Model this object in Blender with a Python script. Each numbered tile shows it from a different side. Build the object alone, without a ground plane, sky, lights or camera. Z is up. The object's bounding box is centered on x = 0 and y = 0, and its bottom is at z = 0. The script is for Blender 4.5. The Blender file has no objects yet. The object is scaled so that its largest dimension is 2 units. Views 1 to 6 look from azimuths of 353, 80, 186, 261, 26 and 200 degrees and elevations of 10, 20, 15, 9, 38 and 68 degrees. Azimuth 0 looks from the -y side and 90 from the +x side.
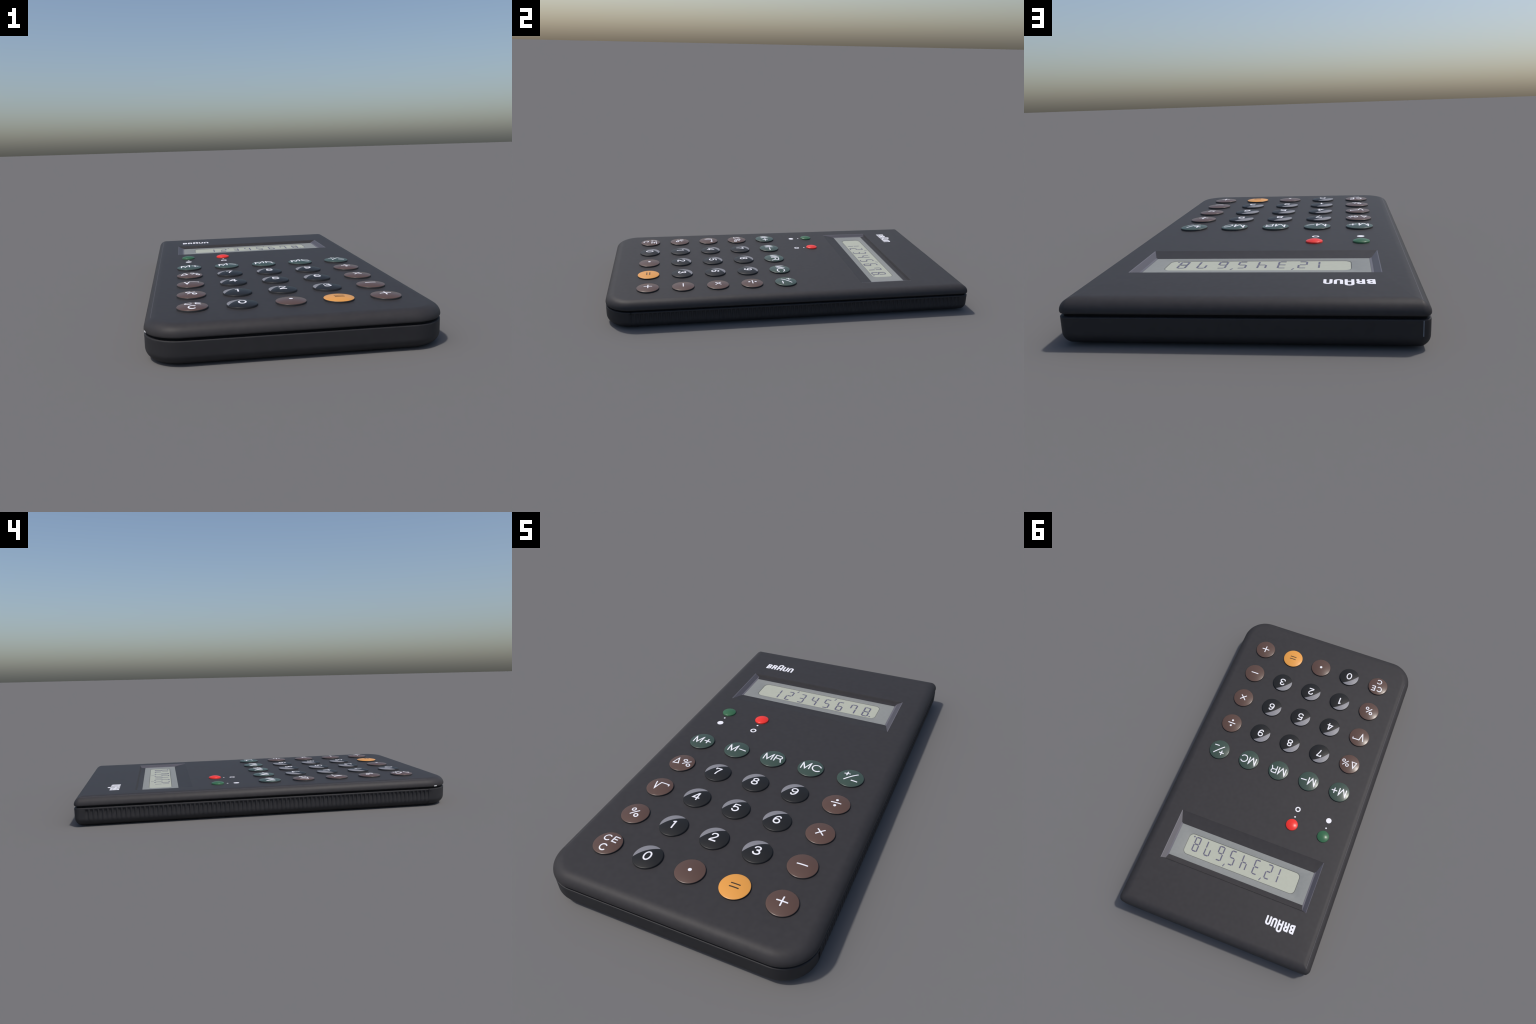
import bpy, bmesh, math
from mathutils import Vector

# ------------------------------------------------------------------ sizes (m)
HALF_W, HALF_L = 0.559, 1.0
R_FRONT, R_BACK = 0.139, 0.030         # plan radii of the front / back corners
Z_TOP = 0.1497                         # face plate
Z_SEAM_LO, Z_SEAM_HI = 0.0945, 0.1045  # groove between the two shells
PITCH = 0.190                          # key grid
KEY_R, KEY_RIM, KEY_DOME = 0.0605, 0.1572, 0.0072
RIB_PITCH, RIB_FIRST, RIB_LAST = 0.0227, 0.949, -0.867
MM = 0.001

# ------------------------------------------------------------------ materials
def material(name, colour, rough=0.45, spec=0.5, coat=0.0, coat_rough=0.1,
             grain=0.0, grain_scale=60.0, bump=0.0, bump_scale=300.0):
    m = bpy.data.materials.new(name)
    m.use_nodes = True
    nt = m.node_tree
    b = nt.nodes["Principled BSDF"]
    b.inputs["Base Color"].default_value = (*colour, 1)
    b.inputs["Roughness"].default_value = rough
    b.inputs["Specular IOR Level"].default_value = spec
    b.inputs["Coat Weight"].default_value = coat
    b.inputs["Coat Roughness"].default_value = coat_rough
    if grain or bump:
        tc = nt.nodes.new("ShaderNodeTexCoord")
    if grain:
        n = nt.nodes.new("ShaderNodeTexNoise")
        n.inputs["Scale"].default_value = grain_scale
        n.inputs["Detail"].default_value = 4
        r = nt.nodes.new("ShaderNodeValToRGB")
        r.color_ramp.elements[0].position = 0.3
        r.color_ramp.elements[1].position = 0.7
        r.color_ramp.elements[0].color = (*[c * (1 - grain) for c in colour], 1)
        r.color_ramp.elements[1].color = (*[c * (1 + grain) for c in colour], 1)
        nt.links.new(tc.outputs["Object"], n.inputs["Vector"])
        nt.links.new(n.outputs["Fac"], r.inputs["Fac"])
        nt.links.new(r.outputs["Color"], b.inputs["Base Color"])
    if bump:
        n2 = nt.nodes.new("ShaderNodeTexNoise")
        n2.inputs["Scale"].default_value = bump_scale
        n2.inputs["Detail"].default_value = 2
        bp = nt.nodes.new("ShaderNodeBump")
        bp.inputs["Strength"].default_value = bump
        bp.inputs["Distance"].default_value = 0.002
        nt.links.new(tc.outputs["Object"], n2.inputs["Vector"])
        nt.links.new(n2.outputs["Fac"], bp.inputs["Height"])
        nt.links.new(bp.outputs["Normal"], b.inputs["Normal"])
    return m

M_SHELL = material("satin_black_plastic", (0.0365, 0.0342, 0.0360), 0.54, 0.22,
                   grain=0.07, grain_scale=45, bump=0.06, bump_scale=260)
M_LOWER = material("matt_black_plastic", (0.025, 0.0245, 0.027), 0.58, 0.32,
                   grain=0.07, grain_scale=30, bump=0.05, bump_scale=260)
M_BEVEL = material("recess_side_baked_sheen", (0.080, 0.076, 0.090), 0.5, 0.35)  # plastic lightened for the baked brightness of both side walls
M_LIP = material("painted_lip_highlight", (0.130, 0.125, 0.145), 0.5, 0.35)
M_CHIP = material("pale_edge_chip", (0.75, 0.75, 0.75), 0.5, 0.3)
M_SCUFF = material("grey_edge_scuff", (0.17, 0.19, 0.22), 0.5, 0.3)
M_GROOVE = material("seam_shadow_black", (0.004, 0.004, 0.005), 0.7, 0.2)
M_COLLAR = material("key_wall_plastic", (0.020, 0.020, 0.022), 0.45, 0.5)
M_BLACK = material("glossy_black_key", (0.0160, 0.0160, 0.0160), 0.38, 0.26)
M_BROWN = material("glossy_brown_key", (0.102, 0.058, 0.044), 0.30, 0.42)
M_GREEN = material("glossy_dark_green_key", (0.045, 0.074, 0.057), 0.30, 0.42)
M_ORANGE = material("glossy_amber_key", (0.72, 0.315, 0.060), 0.32, 0.42)
M_RED = material("glossy_red_button", (0.80, 0.035, 0.025), 0.30, 0.35)
M_GREENBTN = material("glossy_green_button", (0.038, 0.130, 0.060), 0.30, 0.35)
M_WHITE = material("white_print", (0.82, 0.81, 0.85), 0.5, 0.3)
M_DARKPRINT = material("dark_print", (0.045, 0.030, 0.018), 0.5, 0.3)
M_REFLECTION = material("painted_reflection_grey", (0.225, 0.222, 0.240), 0.42, 0.3)
M_FRAME = material("grey_display_frame", (0.245, 0.254, 0.243), 0.5, 0.2, grain=0.03)
M_LCD = material("pale_green_lcd", (0.43, 0.445, 0.365), 0.45, 0.2, grain=0.02)
M_WINEDGE = material("window_edge_painted_shade", (0.15, 0.155, 0.14), 0.5, 0.2)  # soft shading around the screen, drawn as a darker grey rim
M_EDGE = material("painted_edge_highlight", (0.095, 0.092, 0.102), 0.5, 0.3)
M_SEG = material("lcd_segment_ink", (0.12, 0.115, 0.17), 0.45, 0.3)

# ------------------------------------------------------------------ helpers
root = bpy.data.objects.new("pocket_calculator", None)
bpy.context.scene.collection.objects.link(root)
root["label"] = "flat black pocket calculator with round domed coloured keys"
root["category"] = "calculator"

def add_mesh(name, verts, faces, mats, parent=root, loc=(0, 0, 0), smooth=35, slots=None):
    me = bpy.data.meshes.new(name)
    me.from_pydata([tuple(v) for v in verts], [], faces)
    for m in (mats if isinstance(mats, (list, tuple)) else [mats]):
        me.materials.append(m)
    if slots:
        me.polygons.foreach_set("material_index", slots)
    bm = bmesh.new(); bm.from_mesh(me)
    bmesh.ops.recalc_face_normals(bm, faces=bm.faces)
    bm.to_mesh(me); bm.free()
    me.shade_smooth()
    me.set_sharp_from_angle(angle=math.radians(smooth))
    return add_object(name, me, parent, loc)

def add_object(name, me, parent=root, loc=(0, 0, 0)):
    o = bpy.data.objects.new(name, me)
    bpy.context.scene.collection.objects.link(o)
    o.parent = parent
    o.location = loc
    return o

class Build:
    """collects vertices and faces"""
    def __init__(s): s.v, s.f, s.m = [], [], []
    def loop(s, pts):
        i = len(s.v); s.v += pts; return list(range(i, i + len(pts)))
    def bridge(s, a, b, mat=0, closed=True):
        n = len(a)
        for i in range(n if closed else n - 1):
            j = (i + 1) % n
            s.f.append((a[i], a[j], b[j], b[i])); s.m.append(mat)
    def cap(s, a, mat=0):
        s.f.append(tuple(a)); s.m.append(mat)

def case_outline(inset, side_ys=(), corner_segs=14):
    """rounded rectangle, counter-clockwise from the front right corner;
       side_ys: extra samples (descending) along the straight sides"""
    w, l = HALF_W - inset, HALF_L - inset
    rf, rb = max(R_FRONT - inset, 0.004), max(R_BACK - inset, 0.003)
    pts = []
    def arc(cx, cy, r, a0):
        for k in range(corner_segs + 1):
            a = math.radians(a0 + 90 * k / corner_segs)
            pts.append((cx + r * math.cos(a), cy + r * math.sin(a)))
    arc(w - rf, -l + rf, rf, -90)
    for y in reversed(side_ys): pts.append((w, y))
    arc(w - rb, l - rb, rb, 0)
    arc(-w + rb, l - rb, rb, 90)
    for y in side_ys: pts.append((-w, y))
    arc(-w + rf, -l + rf, rf, 180)
    return pts

def ell(a0, a1, n, ci, cz, ri, rz):
    """quarter-ellipse profile samples (inset, z)"""
    return [(ci - ri * math.cos(math.radians(a0 + (a1 - a0) * k / n)),
             cz + rz * math.sin(math.radians(a0 + (a1 - a0) * k / n))) for k in range(n + 1)]

# ------------------------------------------------------------------ display recess loops
OPEN = (-0.432, 0.432, 0.409, 0.702)       # mouth of the recess in the face plate
FLOOR = (-0.402, 0.402, 0.477, 0.669)      # where the grey frame begins
Z_FLOOR = 0.1372

def rect(x0, x1, y0, y1, z): return [(x0, y0, z), (x1, y0, z), (x1, y1, z), (x0, y1, z)]

# ------------------------------------------------------------------ upper shell
def upper_shell():
    b = Build()
    prof = [(0.016, Z_SEAM_HI), (0.0045, Z_SEAM_HI), (0.0018, Z_SEAM_HI + 0.0008),
            (0.0004, Z_SEAM_HI + 0.003), (0.0, 0.1105)]
    crown = ell(0, 90, 14, 0.050, 0.1105, 0.050, Z_TOP - 0.1105)[1:]
    t0, t1 = crown[8], crown[9]                       # split one facet for the painted highlight line
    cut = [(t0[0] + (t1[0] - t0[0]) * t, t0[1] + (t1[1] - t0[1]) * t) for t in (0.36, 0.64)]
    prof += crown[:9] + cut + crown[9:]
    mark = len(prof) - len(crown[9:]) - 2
    loops = [b.loop([(x, y, z) for x, y in case_outline(i)]) for i, z in prof]
    for k, (a, c) in enumerate(zip(loops, loops[1:])):
        b.bridge(a, c)
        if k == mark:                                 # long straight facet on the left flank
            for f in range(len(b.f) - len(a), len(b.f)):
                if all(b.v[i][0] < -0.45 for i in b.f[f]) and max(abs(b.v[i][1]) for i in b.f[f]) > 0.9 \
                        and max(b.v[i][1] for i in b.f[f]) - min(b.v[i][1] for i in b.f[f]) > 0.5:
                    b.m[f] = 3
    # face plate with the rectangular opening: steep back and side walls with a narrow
    # shelf, a long gentle ramp on the side towards the keys, highlights painted on the left and right lips
    e = 0.003
    lip = b.loop(rect(OPEN[0] - e, OPEN[1] + e, OPEN[2] - e, OPEN[3] + e, Z_TOP))
    inner = b.loop(rect(*OPEN, Z_TOP - 0.0008))
    shelf = b.loop(rect(OPEN[0] + 0.022, OPEN[1] - 0.022, FLOOR[2] - 0.006, OPEN[3] - 0.006, Z_FLOOR + 0.0012))
    fl = b.loop(rect(*FLOOR, Z_FLOOR))
    dn = b.loop(rect(*FLOOR, Z_FLOOR - 0.012))
    def ring4(u, v, side):              # rect order: front, right, back, left
        for q in range(4):
            r = (q + 1) % 4
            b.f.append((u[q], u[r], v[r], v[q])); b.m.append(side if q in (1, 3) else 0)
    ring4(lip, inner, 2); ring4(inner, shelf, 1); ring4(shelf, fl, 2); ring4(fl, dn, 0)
    b.cap(dn)
    top = loops[-1]
    # plate: split the ring between the outer loop and the opening into fans
    bm = bmesh.new()
    vs = [bm.verts.new(b.v[i]) for i in top] + [bm.verts.new(b.v[i]) for i in lip]
    n, m = len(top), 4
    es = [bm.edges.new((vs[i], vs[(i + 1) % n])) for i in range(n)]
    es += [bm.edges.new((vs[n + i], vs[n + (i + 1) % m])) for i in range(m)]
    bm.verts.index_update()
    bmesh.ops.triangle_fill(bm, edges=es, use_beauty=True)
    idx = {v: (top + lip)[k] for k, v in enumerate(vs)}
    for f in bm.faces:
        b.f.append(tuple(idx[v] for v in f.verts)); b.m.append(0)
    bm.free()
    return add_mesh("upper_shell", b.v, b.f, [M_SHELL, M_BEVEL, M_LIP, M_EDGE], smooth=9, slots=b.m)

# ------------------------------------------------------------------ lower shell with fluted sides
def lower_shell():
    per = 10
    n_ribs = round((RIB_FIRST - RIB_LAST) / RIB_PITCH)
    ys = [RIB_FIRST - RIB_PITCH * k / per for k in range(n_ribs * per + 1)]
    def flute(y):                      # 0 on a rib crest, 1 in the hollow between two ribs
        t = ((RIB_FIRST - y) / RIB_PITCH) % 1.0
        d = abs(t - 0.5) * 2           # 1 at the crest
        s = min(max((0.70 - d) / 0.22, 0), 1)
        return s * s * (3 - 2 * s)
    def depth(z):                      # flutes deep at the top, run out on the belly curve
        up = min(max((0.0875 - z) / 0.006, 0), 1)
        dn = min(max((z - 0.026) / 0.044, 0), 1)
        return 0.0050 * up * dn
    prof = [(0.016, Z_SEAM_LO), (0.0045, Z_SEAM_LO), (0.0022, Z_SEAM_LO - 0.0006), (0.001, Z_SEAM_LO - 0.002),
            (0.0008, 0.0905), (0.0008, 0.0885)]
    prof += [(0.0008, 0.0875 - 0.003 * k) for k in range(15)]
    prof += ell(0, -90, 14, 0.0478, 0.042, 0.047, 0.042)
    b = Build()
    loops = []
    for i, z in prof:
        d = depth(z)
        pts = []
        for x, y in case_outline(i, ys):
            if abs(abs(x) - (HALF_W - i)) < 1e-6 and RIB_LAST <= y <= RIB_FIRST and d > 0:
                x -= math.copysign(d * flute(y), x)
            pts.append((x, y, z))
        loops.append(b.loop(pts))
    for a, c in zip(loops, loops[1:]): b.bridge(a, c)
    b.cap(loops[-1])
    return add_mesh("lower_shell", b.v, b.f, M_LOWER, smooth=40)

def seam():
    b = Build()
    a = b.loop([(x, y, Z_SEAM_LO - 0.004) for x, y in case_outline(0.012)])
    c = b.loop([(x, y, Z_SEAM_HI + 0.004) for x, y in case_outline(0.012)])
    b.bridge(a, c); b.cap(a); b.cap(c)
    return add_mesh("seam_band", b.v, b.f, M_GROOVE)

upper_shell(); lower_shell(); seam()

# ------------------------------------------------------------------ pen strokes for all writing
def catmull(p, n=7):
    if len(p) < 3: return list(p)
    q = [(2 * p[0][0] - p[1][0], 2 * p[0][1] - p[1][1])] + list(p) + \
        [(2 * p[-1][0] - p[-2][0], 2 * p[-1][1] - p[-2][1])]
    out = []
    for i in range(1, len(q) - 2):
        for k in range(n):
            t = k / n
            out.append(tuple(0.5 * (2 * q[i][c] + (q[i + 1][c] - q[i - 1][c]) * t
                       + (2 * q[i - 1][c] - 5 * q[i][c] + 4 * q[i + 1][c] - q[i + 2][c]) * t * t
                       + (3 * q[i][c] - q[i - 1][c] - 3 * q[i + 1][c] + q[i + 2][c]) * t ** 3) for c in (0, 1)))
    return out + [tuple(p[-1])]

def oval(cx, cy, rx, ry, a0=0, a1=360, n=36):
    return [(cx + rx * math.cos(math.radians(a0 + (a1 - a0) * k / n)),
             cy + ry * math.sin(math.radians(a0 + (a1 - a0) * k / n))) for k in range(n + 1)]

def line(*p): return ("line", list(p))
def curve(*p): return ("line", catmull(p))
def ring(cx, cy, rx, ry): return ("ring", oval(cx, cy, rx, ry)[:-1])
def arc(cx, cy, rx, ry, a0, a1): return ("line", oval(cx, cy, rx, ry, a0, a1))
def dot(cx, cy, r): return ("dot", (cx, cy, r))

def stroke_mesh(strokes, width, height, skirt=0.0012, lift=0.0003):
    """turn pen strokes (in mm) into raised print that follows the surface height(x, y)"""
    b = Build()
    for si, (kind, data) in enumerate(strokes):
        dz = lift + 0.00015 * si
        P = lambda x, y, d=0.0: (x * MM, y * MM, height(x * MM, y * MM) + dz - d)
        if kind == "dot":
            cx, cy, r = data
            prev = None
            lo = b.loop([P(x, y, skirt) for x, y in oval(cx, cy, r, r)[:-1]])
            hi = b.loop([P(x, y) for x, y in oval(cx, cy, r, r)[:-1]])
            b.bridge(lo, hi); prev = hi
            for q in (0.66, 0.33):
                cur = b.loop([P(x, y) for x, y in oval(cx, cy, r * q, r * q)[:-1]])
                b.bridge(prev, cur); prev = cur
            b.cap(prev)
            continue
        closed = kind == "ring"
        pts = list(data)
        # subdivide long straight runs so that the print hugs the dome
        fine = []
        m = len(pts)
        for i in range(m if closed else m - 1):
            p, q = pts[i], pts[(i + 1) % m]
            k = max(1, int(math.dist(p, q) / 3.0))
            fine += [(p[0] + (q[0] - p[0]) * t / k, p[1] + (q[1] - p[1]) * t / k) for t in range(k)]
        if not closed: fine.append(pts[-1])
        n = len(fine)
        hw = width / 2
        rows = []
        for i, p in enumerate(fine):
            pa = fine[i - 1] if (closed or i) else None
            pb = fine[(i + 1) % n] if (closed or i < n - 1) else None
            def unit(u, v):
                l = math.dist(u, v) or 1; return ((v[0] - u[0]) / l, (v[1] - u[1]) / l)
            d0 = unit(pa, p) if pa else None
            d1 = unit(p, pb) if pb else None
            if d0 is None: d0 = d1
            if d1 is None: d1 = d0
            nx, ny = -(d0[1] + d1[1]), d0[0] + d1[0]
            l = math.hypot(nx, ny) or 1
            nx, ny = nx / l, ny / l
            k = 1 / max(0.42, nx * -d0[1] + ny * d0[0])
            rows.append([(p[0] + nx * hw * k * s, p[1] + ny * hw * k * s) for s in (1, 0.33, -0.33, -1)])
        if not closed:                          # softly rounded pen ends
            for end, sgn in ((0, -1), (-1, 1)):
                i0 = 0 if end == 0 else n - 1
                i1 = 1 if end == 0 else n - 2
                d = (fine[i0][0] - fine[i1][0], fine[i0][1] - fine[i1][1])
                l = math.hypot(*d); d = (d[0] / l * hw * 0.30, d[1] / l * hw * 0.30)
                r = rows[end]
                c = fine[i0]
                tip = [(c[0] + (x - c[0]) * 0.72 + d[0], c[1] + (y - c[1]) * 0.72 + d[1]) for x, y in r]
                if end == 0: rows.insert(0, tip)
                else: rows.append(tip)
        grid = []
        for r in rows:
            grid.append(b.loop([P(*r[0], skirt)] + [P(*q) for q in r] + [P(*r[3], skirt)]))
        for a, c in zip(grid, grid[1:] + ([grid[0]] if closed else [])):
            b.bridge(a, c, closed=False)
        if not closed:
            b.cap(grid[0]); b.cap(list(reversed(grid[-1])))
    return b

def letter_M(x0, x1, y0, y1):
    return line((x0, y0), (x0, y1 - 1.5), ((x0 + x1) / 2, y0 + 1.5), (x1, y1 - 1.5), (x1, y0))

def percent(ax, ay, bx, by, r, s):
    return [ring(ax, ay, r, r), ring(bx, by, r, r), line(*s)]

SIX = [ring(1.5, -8.5, 12.8, 11.6),
       curve((-11.2, -9), (-11, 1), (-6.5, 13), (2.5, 19.8), (10, 18.6), (13.6, 12.2))]
GLYPH = {
    "0": ([ring(0.8, -1, 13.6, 20)], 6.4),
    "1": ([line((2, -22), (2, 20.5)), line((1.5, 18), (-7.5, 13.2))], 6.8),
    "2": ([curve((-12.4, 8.5), (-9.5, 16.5), (-1, 20), (8, 18), (12, 10.5), (9, 2.5), (0, -6.5), (-8.5, -13), (-12.6, -19.4)),
           line((-13.5, -19.6), (15, -19.6))], 6.4),
    "3": ([curve((-11.8, 9.5), (-8, 17), (1, 20), (9, 17), (11.4, 10), (8, 3.6), (-2, 1.2)),
           curve((-2, 1.0), (9, -1.2), (14.4, -9), (10.5, -16.8), (1.5, -20), (-8.5, -17.6), (-13, -10.5))], 6.4),
    "4": ([line((6.3, -22), (6.3, 20.5), (3.5, 20.5), (-14.5, -8.6), (16, -8.6))], 6.2),
    "5": ([line((14, 19.6), (-8.6, 19.6), (-11.2, -0.6)),
           curve((-11.2, -0.6), (-4, 4.6), (5, 4.2), (12, -1), (13.8, -8.4), (9.5, -16.5), (1, -20), (-8, -17.8), (-13, -10.5))], 6.2),
    "6": (SIX, 6.2),
    "7": ([line((-11.8, 10.5), (-11.8, 19.4), (13.2, 19.4)), curve((13, 19.2), (6.5, 7), (0, -8), (-3.4, -22))], 6.2),
    "8": ([ring(0.4, 10.6, 10.8, 9.4), ring(0.2, -9.8, 12.8, 10.4)], 6.2),
    "9": ([(k, [(-x, -y + 1.2) for x, y in d]) for k, d in SIX], 6.2),
    "memory_add": ([letter_M(-38.5, 1.2, -22, 24), line((14, 1), (46, 1)), line((30, -15), (30, 17.5))], 6.0),
    "memory_subtract": ([letter_M(-38, 1.2, -22, 24), line((14, 0.6), (47.5, 0.6))], 6.0),
    "memory_recall": ([letter_M(-42, -2, -19, 27), line((12, -19), (12, 24.4), (27, 24.4)),
                       curve((27, 24.4), (36, 23.4), (42, 18), (42.6, 12.5), (39.5, 6), (32, 2.8), (26, 2.6)),
                       line((14, 2.6), (27, 2.6)),
                       curve((33, 2.2), (39, -1), (42, -9), (45.8, -18.5))], 5.6),
    "memory_clear": ([letter_M(-43.2, -4.2, -18, 28), arc(29.5, 2, 20.5, 21.5, 33, 327)], 5.8),
    "sign_change": ([line((-24.5, -23), (28, 30)), line((-33.5, 19.4), (-6, 19.4)), line((-19.6, 5.8), (-19.6, 33)),
                     line((9, -21), (37, -21))], 5.6),
    "percent_change": ([("ring", [(-39.5, -16.4), (-11, -16.4), (-26, 22)])] +
                       percent(12.3, 14, 38.2, -11.4, 8.2, ((10, -14), (40.4, 17.4))), 4.8),
    "root": ([line((-27.6, 24), (-14.6, -22), (-3, 21.4), (35.4, 21.4), (35.8, 12))], 5.6),
    "percent": (percent(-13.8, 14.4, 13.4, -14.4, 8.2, ((-15.8, -15.6), (14.4, 14.8))), 5.4),
    "clear": ([arc(-13.6, 22, 14.6, 15, 40, 320), line((34, 38.6), (13.4, 38.6), (13.4, 8.6), (33.6, 8.6)),
               line((13.4, 24), (31, 24)), arc(0, -29, 14.6, 14.6, 40, 320)], 5.4),
    "divide": ([line((-23, 1.5), (21, 1.5)), dot(-1.2, 19, 6.2), dot(-1.2, -16.5, 6.2)], 5.4),
    "multiply": ([line((-16, 16.2), (15.6, -14)), line((-16, -14), (15.6, 16.2))], 5.4),
    "subtract": ([line((-23, 0.5), (21, 0.5))], 5.6),
    "add": ([line((-23.6, 1.4), (20.4, 1.4)), line((-1.8, -20.2), (-1.8, 23.2))], 5.6),
    "point": ([dot(0, 1, 7.6)], 6),
    "equals": ([line((-18, 7.5), (20, 7.5)), line((-18, -9), (20, -9))], 5.2),
}

# ------------------------------------------------------------------ keys
def dome_profile(radius, rim, dome, wall_base, edge=0.0016):
    """(r, z) from the wall foot to the crown"""
    k = lambda r: rim + dome * (1 - (r / radius) ** 2)
    prof = [(radius, wall_base), (radius, rim - edge), (radius - 0.0003, rim - edge * 0.45),
            (radius - 0.0010, rim + 0.0001)]
    for t in (0.955, 0.9, 0.82, 0.72, 0.6, 0.48, 0.36, 0.24, 0.12):
        prof.append((radius * t, k(radius * t)))
    return prof, k

def dome_mesh(name, radius, rim, dome, mats, wall_rows, segs=64):
    prof, k = dome_profile(radius, rim, dome, Z_TOP - 0.004)
    b = Build()
    prev = None
    for row, (r, z) in enumerate(prof):
        cur = b.loop([(r * math.cos(2 * math.pi * i / segs), r * math.sin(2 * math.pi * i / segs), z) for i in range(segs)])
        if prev: b.bridge(prev, cur, 1 if row <= wall_rows else 0)
        prev = cur
    c = len(b.v); b.v.append((0, 0, k(0)))
    for i in range(segs):
        b.f.append((prev[i], prev[(i + 1) % segs], c)); b.m.append(0)
    me = bpy.data.meshes.new(name)
    me.from_pydata(b.v, [], b.f)
    for m in mats: me.materials.append(m)
    me.polygons.foreach_set("material_index", b.m)
    bm = bmesh.new(); bm.from_mesh(me); bmesh.ops.recalc_face_normals(bm, faces=bm.faces); bm.to_mesh(me); bm.free()
    me.shade_smooth(); me.set_sharp_from_angle(angle=math.radians(50))
    return me

key_height = dome_profile(KEY_R, KEY_RIM, KEY_DOME, 0)[1]
on_key = lambda x, y: key_height(math.hypot(x, y))
ME = {k: dome_mesh(k, KEY_R, KEY_RIM, KEY_DOME, [m, M_COLLAR], 2) for k, m in
      dict(number_key=M_BLACK, function_key=M_BROWN, memory_key=M_GREEN, equals_key=M_ORANGE).items()}

def reflection_mesh():
    """reflection on the number keys, modelled as a grey crescent: between the rim and a flat arc"""
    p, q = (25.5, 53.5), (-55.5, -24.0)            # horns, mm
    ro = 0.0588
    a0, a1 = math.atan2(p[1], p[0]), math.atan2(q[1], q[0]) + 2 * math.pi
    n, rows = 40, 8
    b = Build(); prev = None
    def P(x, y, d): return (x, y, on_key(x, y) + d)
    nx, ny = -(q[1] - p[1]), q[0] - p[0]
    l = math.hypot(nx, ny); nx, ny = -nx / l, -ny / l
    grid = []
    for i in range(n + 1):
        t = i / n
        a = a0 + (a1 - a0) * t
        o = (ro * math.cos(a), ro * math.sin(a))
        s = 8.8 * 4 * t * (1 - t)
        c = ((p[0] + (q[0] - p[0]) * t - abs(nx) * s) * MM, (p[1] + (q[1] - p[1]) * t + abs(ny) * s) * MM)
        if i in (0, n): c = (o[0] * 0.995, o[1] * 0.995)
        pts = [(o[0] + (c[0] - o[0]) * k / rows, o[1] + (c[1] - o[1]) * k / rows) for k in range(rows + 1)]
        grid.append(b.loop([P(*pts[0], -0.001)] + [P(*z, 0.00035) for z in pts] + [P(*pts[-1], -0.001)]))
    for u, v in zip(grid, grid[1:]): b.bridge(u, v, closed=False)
    me = bpy.data.meshes.new("modelled_key_reflection")
    me.from_pydata(b.v, [], b.f); me.materials.append(M_REFLECTION)
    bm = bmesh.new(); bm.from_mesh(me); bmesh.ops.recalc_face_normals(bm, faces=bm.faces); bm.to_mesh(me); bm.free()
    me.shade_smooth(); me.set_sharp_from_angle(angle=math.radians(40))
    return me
ME_REFLECTION = reflection_mesh()

ROWS = [  # front row first
    ["clear", "0", "point", "equals", "add"],
    ["percent", "1", "2", "3", "subtract"],
    ["root", "4", "5", "6", "multiply"],
    ["percent_change", "7", "8", "9", "divide"],
    ["memory_add", "memory_subtract", "memory_recall", "memory_clear", "sign_change"],
]
X0, Y0 = -0.379, -0.780
for r, row in enumerate(ROWS):
    for c, what in enumerate(row):
        kind = ("number_key" if what.isdigit() else "equals_key" if what == "equals"
                else "memory_key" if r == 4 else "function_key")
        key = add_object(kind, ME[kind], root, (X0 + c * PITCH + 0.0005 * c, Y0 + r * PITCH, 0))
        strokes, w = GLYPH[what]
        b = stroke_mesh(strokes, w, on_key)
        add_mesh("key_legend", b.v, b.f, M_DARKPRINT if what == "equals" else M_WHITE, key, smooth=40)
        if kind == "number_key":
            add_object("modelled_key_reflection", ME_REFLECTION, key)

# ------------------------------------------------------------------ power buttons and their marks
for name, mat, x, y in (("green_power_button", M_GREENBTN, -0.379, 0.267), ("red_power_button", M_RED, -0.1885, 0.265)):
    add_object(name, dome_mesh(name, 0.0345, 0.1555, 0.0080, [mat, mat], 0), root, (x, y, 0))

flat = lambda x, y: Z_TOP
def print_part(name, strokes, width, mat=M_WHITE, height=flat, parent=root, lift=0.0004):
    b = stroke_mesh(strokes, width, height, lift=lift)
    return add_mesh(name, b.v, b.f, mat, parent, smooth=40)

print_part("power_mark", [dot(-379, 165.5, 15.6)], 1)
print_part("power_mark", [ring(-189.5, 165, 12.2, 12.2)], 6.6)
print_part("power_mark", [dot(-379, 213.5, 4.6)], 1)
print_part("power_mark", [dot(-189.5, 213.5, 4.6)], 1)

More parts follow.
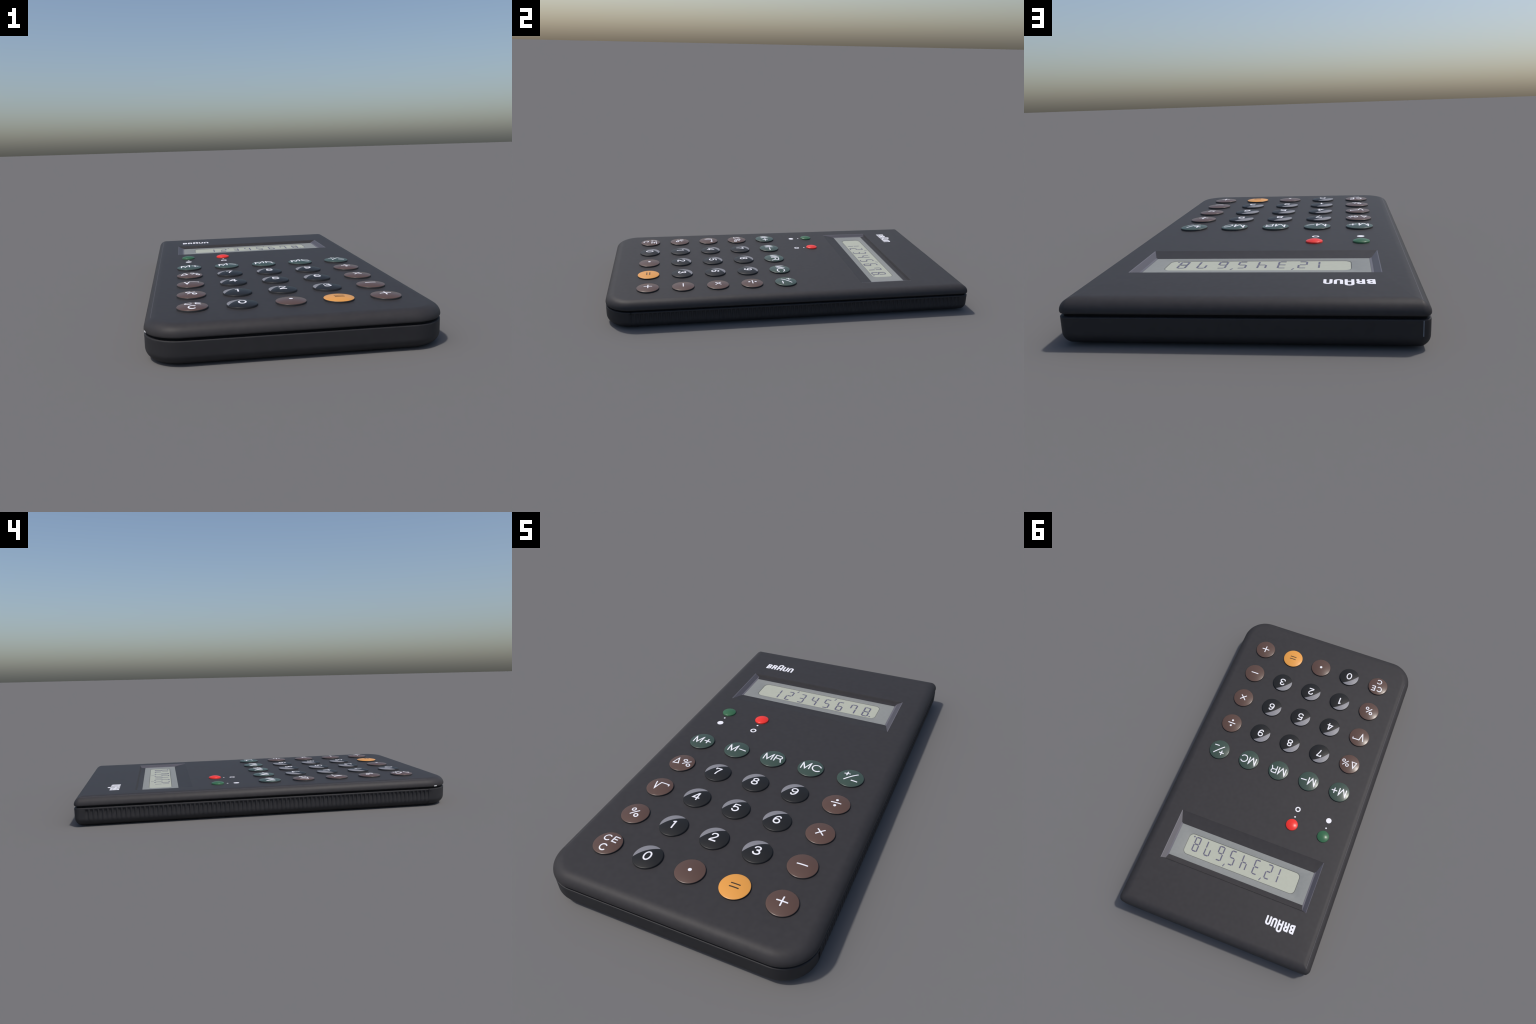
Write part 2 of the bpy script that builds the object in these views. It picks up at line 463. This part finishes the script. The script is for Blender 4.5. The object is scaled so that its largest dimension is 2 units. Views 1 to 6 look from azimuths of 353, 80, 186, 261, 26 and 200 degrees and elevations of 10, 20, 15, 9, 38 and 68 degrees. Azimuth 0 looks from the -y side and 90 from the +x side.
# ------------------------------------------------------------------ maker's lettering
T, B0 = 835.0, 786.5
print_part("brand_letter", [line((-402.3, B0 + 1), (-402.3, T - 1)),
    curve((-402, 830), (-390.5, 830), (-386, 826), (-385.6, 820.5), (-388.5, 814.5), (-396, 811.8)),
    curve((-396, 811.4), (-388, 808.5), (-384.6, 803), (-384.6, 797.5), (-388.5, 792.4), (-402, 791.6))], 9.6)
print_part("brand_letter", [line((-369.8, B0 + 1), (-369.8, T - 1)),
    curve((-369.8, 830), (-357.5, 830), (-352.8, 825.8), (-352.2, 819.5), (-355, 813), (-364, 810)),
    curve((-358, 810.4), (-353.6, 806), (-352.6, 800), (-352.6, B0 + 1))], 9.6)
print_part("brand_letter", [line(*([(-336.4, B0 + 1), (-336.4, 836)] + oval(-326, 836, 10.4, 10.2, 170, 10, 14) +
    [(-315.6, 836), (-315.6, B0 + 1)])), line((-335, 808.5), (-317, 808.5))], 9.6)
print_part("brand_letter", [line(*([(-301, T - 1), (-301, 800)] + oval(-291.4, 800, 9.6, 9, 190, 350, 14) +
    [(-281.8, 800), (-281.8, T - 1)]))], 9.6)
print_part("brand_letter", [line(*([(-267.6, B0 + 1), (-267.6, 821)] + oval(-258, 821, 9.6, 9.4, 170, 10, 14) +
    [(-248.4, 821), (-248.4, B0 + 1)]))], 9.6)

# ------------------------------------------------------------------ display
WIN = (-0.3335, 0.3335, 0.5130, 0.6330)
WIN_R, Z_LCD = 0.024, Z_FLOOR - 0.0012
def round_rect(x0, x1, y0, y1, r, z, n=8):
    out = []
    for cx, cy, a0 in ((x1 - r, y0 + r, -90), (x1 - r, y1 - r, 0), (x0 + r, y1 - r, 90), (x0 + r, y0 + r, 180)):
        for k in range(n + 1):
            a = math.radians(a0 + 90 * k / n)
            out.append((cx + r * math.cos(a), cy + r * math.sin(a), z))
    return out

def display_frame():
    b = Build()
    e = 0.0015
    o = (FLOOR[0] + 0.0004, FLOOR[1] - 0.0004, FLOOR[2] + 0.0004, FLOOR[3] - 0.0004)
    zt = Z_FLOOR - 0.0002
    out_lo = b.loop(round_rect(*o, 0.0015, Z_FLOOR - 0.010))
    out_hi = b.loop(round_rect(*o, 0.0015, zt))
    win = lambda k: (WIN[0] - k, WIN[1] + k, WIN[2] - k, WIN[3] + k)
    w0 = b.loop(round_rect(*win(0.003), WIN_R + 0.003, zt))
    w1 = b.loop(round_rect(*win(0.0012), WIN_R + 0.0012, zt - 0.0006))
    w2 = b.loop(round_rect(*win(0), WIN_R, zt - 0.0016))
    w3 = b.loop(round_rect(*win(0), WIN_R, Z_FLOOR - 0.010))
    for u, v, mt in ((out_lo, out_hi, 0), (out_hi, w0, 0), (w0, w1, 1), (w1, w2, 1), (w2, w3, 1), (w3, out_lo, 0)): b.bridge(u, v, mt)
    return add_mesh("display_frame", b.v, b.f, [M_FRAME, M_WINEDGE], smooth=30, slots=b.m)

def display_screen():
    b = Build()
    o = (WIN[0] + 0.0003, WIN[1] - 0.0003, WIN[2] + 0.0003, WIN[3] - 0.0003)
    lo = b.loop(round_rect(*o, WIN_R, Z_LCD - 0.004))
    hi = b.loop(round_rect(*o, WIN_R, Z_LCD))
    b.bridge(lo, hi); b.cap(hi); b.cap(lo)
    return add_mesh("display_screen", b.v, b.f, M_LCD)

display_frame()
screen = display_screen()

# seven-segment digits
SEGS = {"1": "bc", "2": "abged", "3": "abgcd", "4": "fgbc", "5": "afgcd", "6": "afgecd", "7": "fabc", "8": "abcdefg"}
DIG_W, DIG_TOP, DIG_BOT, SEG_T = 35.5, 607.0, 520.0, 7.0
on_lcd = lambda x, y: Z_LCD
def segment(name, x1):
    x0 = x1 - DIG_W
    h = SEG_T / 2
    mid = (DIG_TOP + DIG_BOT) / 2
    L, R, T_, B_ = x0 + h, x1 - h, DIG_TOP - h, DIG_BOT + h
    g = 4.2
    return {"a": ((L + g, T_), (R - g, T_)), "d": ((L + g, B_), (R - g, B_)), "g": ((L + g, mid), (R - g, mid)),
            "f": ((L, mid + g), (L, T_ - g + 2)), "b": ((R, mid + g), (R, T_ - g + 2)),
            "e": ((L, B_ + g - 2), (L, mid - g)), "c": ((R, B_ + g - 2), (R, mid - g))}[name]
for k, ch in enumerate("12345678"):
    x1 = -217.0 + 73.2 * k
    print_part("display_digit", [line(*segment(s, x1)) for s in SEGS[ch]], SEG_T, M_SEG, on_lcd, screen, 0.0003)
for x in (-129.0, 89.5):
    print_part("display_digit", [line((x - 3, 610), (x + 3, 625.5))], 5.4, M_SEG, on_lcd, screen, 0.0003)
print_part("display_digit", [dot(305.5, 525, 4.6)], 6.0, M_SEG, on_lcd, screen, 0.0003)

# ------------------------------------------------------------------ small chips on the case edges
def corner_patch(name, cx, cy, r, a0, a1, z0, z1, mat, proud=0.0004, n=6):
    """thin chip that follows a rounded vertical corner"""
    b = Build()
    loops = []
    for rr, z in ((r - 0.002, z0), (r + proud, z0), (r + proud, z1), (r - 0.002, z1)):
        loops.append(b.loop([(cx + rr * math.cos(math.radians(a0 + (a1 - a0) * k / n)),
                              cy + rr * math.sin(math.radians(a0 + (a1 - a0) * k / n)), z) for k in range(n + 1)]))
    for u, v in zip(loops, loops[1:] + loops[:1]): b.bridge(u, v, closed=False)
    b.cap([l[0] for l in loops]); b.cap([l[-1] for l in loops])
    return add_mesh(name, b.v, b.f, mat, smooth=40)

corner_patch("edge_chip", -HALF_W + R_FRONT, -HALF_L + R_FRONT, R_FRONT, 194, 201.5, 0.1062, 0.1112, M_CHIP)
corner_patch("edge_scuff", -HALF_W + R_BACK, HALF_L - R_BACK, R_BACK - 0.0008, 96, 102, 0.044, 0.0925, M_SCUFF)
